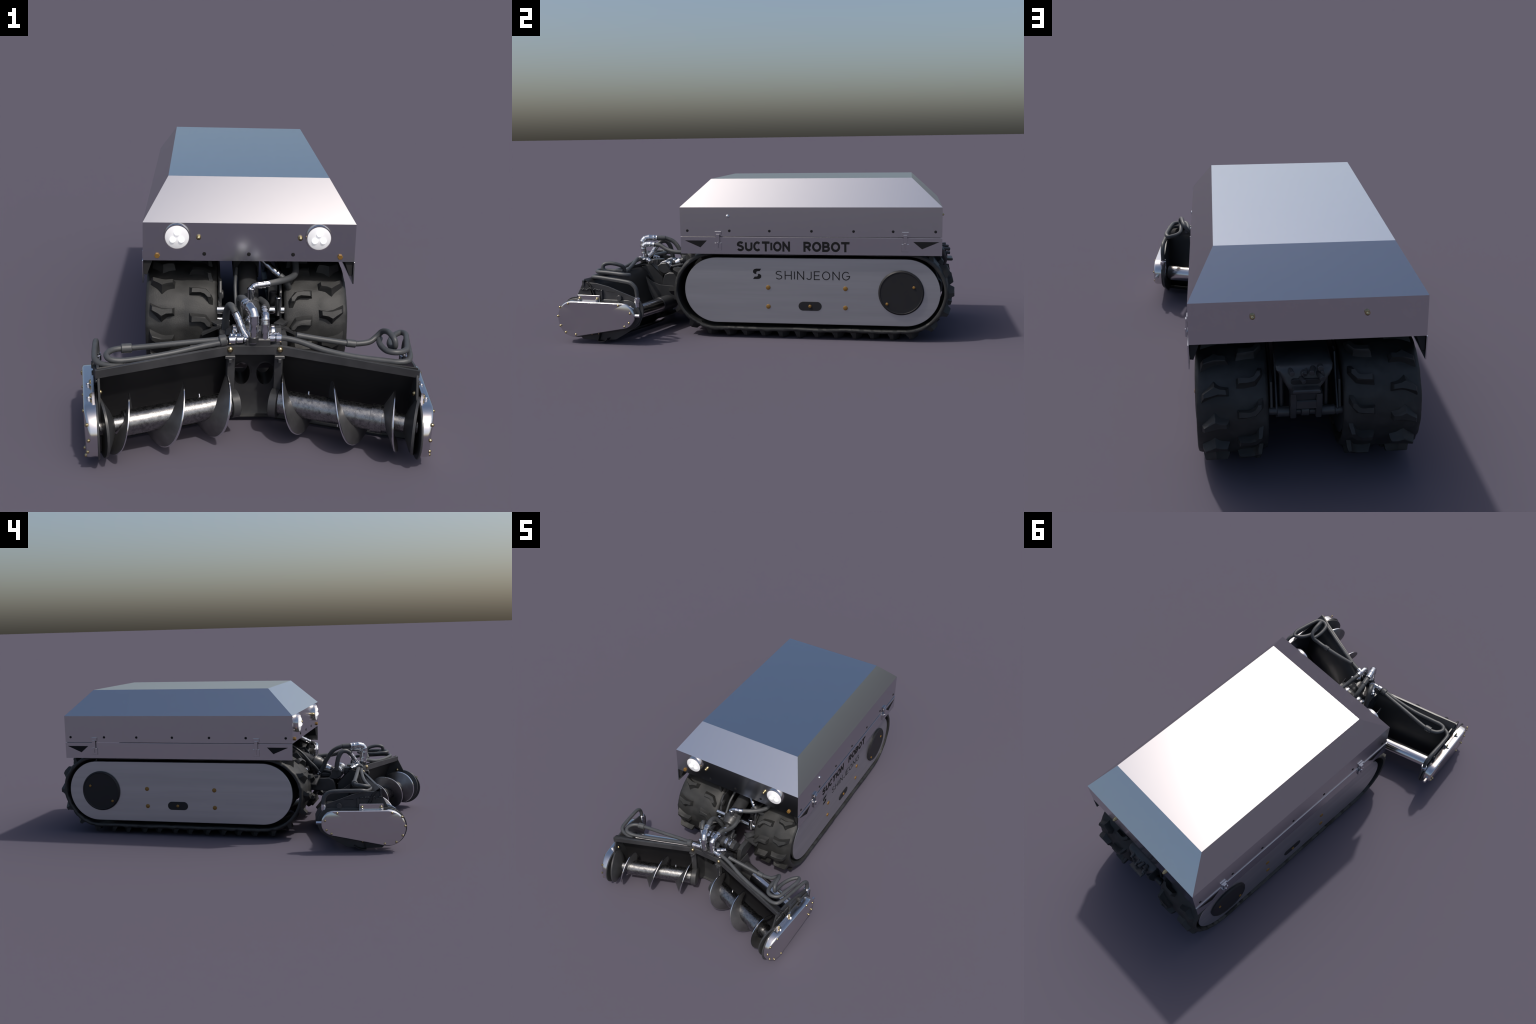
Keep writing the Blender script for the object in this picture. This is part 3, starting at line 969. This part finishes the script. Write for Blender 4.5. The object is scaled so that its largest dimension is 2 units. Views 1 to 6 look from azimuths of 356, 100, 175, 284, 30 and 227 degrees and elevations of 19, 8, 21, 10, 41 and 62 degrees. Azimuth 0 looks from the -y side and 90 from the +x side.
# ------------------------------------------------------------------ hoses and fittings
R1 = .0101
H = hose("hydraulic_hose", [(-.095, -.703, .357), (-.127, -.697, .3525), (-.27, -.702, .340), (-.4215, -.7094, .3275), (-.458, -.716, .3285), (-.486, -.732, .329), (-.500, -.762, .3275),
                            (-.489, -.784, .323), (-.463, -.789, .319), (-.42, -.779, .3165), (-.2978, -.7433, .321), (-.18, -.718, .338), (-.118, -.7098, .3475),
                            (-.095, -.706, .350)], R1, HOSE, ROOT)
rod("hose_clamp", (-.456, -.716, .3285), (-.420, -.7094, .3275), .0165, HOSE, H, 20)
rod("hose_clamp", (-.122, -.703, .350), (-.098, -.700, .354), .0205, HOSE, H, 20)
H2 = hose("hydraulic_hose", [(-.44, -.800, .303), (-.485, -.793, .303), (-.520, -.782, .305), (-.537, -.765, .3095), (-.546, -.715, .3095), (-.552, -.650, .308), (-.556, -.600, .302),
                             (-.5575, -.578, .285), (-.5575, -.5685, .258), (-.5575, -.5675, .235)], R1, HOSE, ROOT)
H3 = hose("hydraulic_hose", [(.085, -.700, .362), (.11, -.7045, .361), (.15, -.714, .355), (.2339, -.7449, .337), (.33, -.776, .328), (.43, -.805, .327), (.480, -.818, .328), (.508, -.812, .330),
                             (.522, -.785, .331), (.535, -.715, .325), (.548, -.640, .317), (.5555, -.598, .309), (.5575, -.574, .285), (.5575, -.568, .255), (.5575, -.5675, .235)], R1, HOSE, ROOT)
# long hose with its coiled end
H4 = hose("hydraulic_hose", [(.142, -.699, .372), (.24, -.694, .352), (.3378, -.6915, .3365), (.375, -.688, .336), (.404, -.684, .341), (.428, -.674, .356), (.444, -.678, .376),
                             (.455, -.706, .389), (.461, -.745, .394), (.468, -.770, .386), (.471, -.772, .366), (.468, -.745, .347), (.470, -.695, .339), (.486, -.655, .340),
                             (.508, -.627, .343), (.528, -.615, .3445), (.538, -.637, .349), (.530, -.690, .353), (.517, -.748, .356), (.507, -.782, .356), (.488, -.797, .3556), (.462, -.801, .356),
                             (.442, -.790, .3555), (.431, -.751, .3515), (.432, -.700, .348), (.439, -.676, .350)], R1, HOSE, ROOT)
rod("hose_clamp", (.318, -.692, .3395), (.352, -.691, .335), .0138, HOSE, H4, 20)

# manifold on the bar
MAN = box("hose_manifold", (-.030, -.712, .334), (.052, -.678, .362), BLACK, ROOT, .004)


def fitting(a, b, r, parent, nuts=((.0, .35, 1.0), (.42, .75, .86), (.80, 1.0, .7))):
    a, b = V(a), V(b)
    L = (b - a).length
    prof = []
    for t0, t1, g in nuts:
        prof += [(t0 * L, r * g * .9), (t0 * L + .0015, r * g), (t1 * L - .0015, r * g), (t1 * L, r * g * .9)]
    return lathe("pipe_fitting", prof, a, b - a, CHROME, parent, 20)


fitting((-.092, -.703, .354), (-.026, -.692, .352), .0150, MAN)
fitting((.092, -.702, .361), (.038, -.694, .3575), .0150, MAN)
# big bright elbow and its neighbour
E1 = hose("elbow_fitting", [(-.006, -.704, .350), (-.006, -.709, .400), (-.006, -.714, .435), (-.008, -.709, .456), (-.016, -.690, .467), (-.026, -.660, .466), (-.032, -.640, .465)],
          lambda t: .0162 + .0014 * (abs((t * 7) % 1 - .5) > .36), CHROME, MAN, 8, 22)
lathe("pipe_fitting", [(0, .0165), (.002, .0185), (.022, .0185), (.024, .0165)], (-.006, -.704, .350), (0, -.1, 1), BLACK, MAN, 20)
E2 = hose("elbow_fitting", [(.034, -.696, .350), (.034, -.697, .395), (.034, -.697, .420), (.034, -.688, .434), (.034, -.660, .438), (.034, -.632, .4355)],
          lambda t: .0140 + .0013 * (abs((t * 6) % 1 - .5) > .34), CHROME, MAN, 8, 20)
E3 = hose("elbow_fitting", [(-.020, -.690, .352), (-.040, -.672, .375), (-.054, -.655, .405), (-.066, -.640, .428)],
          lambda t: .0135 + .0013 * (abs((t * 4) % 1 - .5) > .34), CHROME, MAN, 8, 20)
fitting((.045, -.675, .350), (.085, -.640, .345), .016, MAN)
fitting((-.040, -.675, .350), (-.080, -.645, .342), .018, MAN)
hose("hydraulic_hose", [(-.030, -.643, .465), (-.036, -.610, .4655), (-.045, -.585, .461), (-.050, -.545, .442), (-.046, -.505, .388), (-.042, -.478, .335), (-.040, -.462, .305)], .0118, HOSE, ROOT)
rod("hose_clamp", (-.031, -.635, .4655), (-.042, -.592, .463), .0145, HOSE, MAN, 18)
hose("hydraulic_hose", [(.034, -.635, .436), (.036, -.600, .432), (.045, -.560, .412), (.052, -.520, .400), (.050, -.470, .395), (.035, -.420, .39)], .0115, HOSE, ROOT)
hose("hydraulic_hose", [(-.066, -.640, .428), (-.076, -.622, .441), (-.086, -.600, .440), (-.094, -.582, .415), (-.098, -.572, .375), (-.100, -.566, .335)], .0125, HOSE, ROOT)
fitting((-.040, -.466, .316), (-.038, -.445, .290), .0135, MAN)

# hoses under the nose of the cover
lathe("pipe_fitting", [(0, .013), (.028, .013), (.030, .0155), (.046, .0155), (.05, .010)], (-.002, -.437, .395), (0, 0, 1), CHROME, PIPE, 18)
hose("elbow_fitting", [(-.002, -.437, .438), (.012, -.436, .450), (.040, -.432, .4535), (.066, -.424, .455)], lambda t: .0125 + .0014 * (abs((t * 4) % 1 - .5) > .34), CHROME, PIPE, 8, 18)
hose("hydraulic_hose", [(.060, -.426, .4545), (.105, -.405, .457), (.145, -.372, .457), (.168, -.342, .459), (.176, -.315, .472), (.172, -.270, .52)], .0125, HOSE, PIPE)
hose("elbow_fitting", [(.022, -.300, .530), (.060, -.330, .503), (.095, -.362, .478), (.112, -.375, .468)], lambda t: .0115 + .0014 * (abs((t * 5) % 1 - .5) > .34), CHROME, PIPE, 8, 18)
hose("hydraulic_hose", [(.108, -.372, .469), (.126, -.375, .455), (.140, -.362, .430), (.150, -.34, .40)], .0115, HOSE, PIPE)
hose("hydraulic_hose", [(-.052, -.30, .47), (-.058, -.365, .425), (-.056, -.405, .38), (-.052, -.440, .345), (-.046, -.458, .320)], .0065, HOSE, PIPE)
rod("side_valve", (.104, -.405, .395), (.104, -.402, .320), .013, CHROME, PIPE, 16)
lathe("side_knob", [(0, .012), (.004, .018), (.018, .018), (.022, .010)], (-.122, -.36, .385), (1, 0, 0), BLACK, PIPE, 20)
rod("side_nipple", (-.126, -.392, .296), (-.104, -.392, .296), .012, CHROME, PIPE, 14)

# brackets, blocks and pivots packed behind the swivel
for x, d in ((.110, 1), (-.108, -1)):
    prism("front_bracket", [(-.385, .262), (-.36, .245), (-.30, .26), (-.30, .43), (-.35, .435), (-.378, .40)], (x, 0, 0), (0, 1, 0), (0, 0, 1), (d, 0, 0), .010, BLACK, CH, .002)
box("valve_block", (.070, -.350, .352), (.104, -.300, .425), BLACK, CH, .006)
rod("valve_stem", (.088, -.360, .40), (.088, -.360, .345), .014, CAP, CH, 18)
box("valve_block", (-.106, -.405, .262), (-.076, -.36, .300), BLACK, CH, .006)
rod("pivot_drum", (.012, -.640, .285), (.012, -.640, .352), .027, BLACK, SW, 28)
rod("pivot_drum", (-.045, -.622, .290), (-.045, -.622, .345), .020, BLACK, SW, 24)
box("yoke", (-.095, -.552, .242), (.105, -.505, .285), BLACK, SW, .008)
box("yoke_plate", (-.050, -.535, .285), (.052, -.475, .312), BLACK, SW, .006)
for x in (-.030, .030):
    rod("tie_rod", (x, -.470, .325), (x * 1.6, -.545, .312), .009, BLACK, SW, 14)
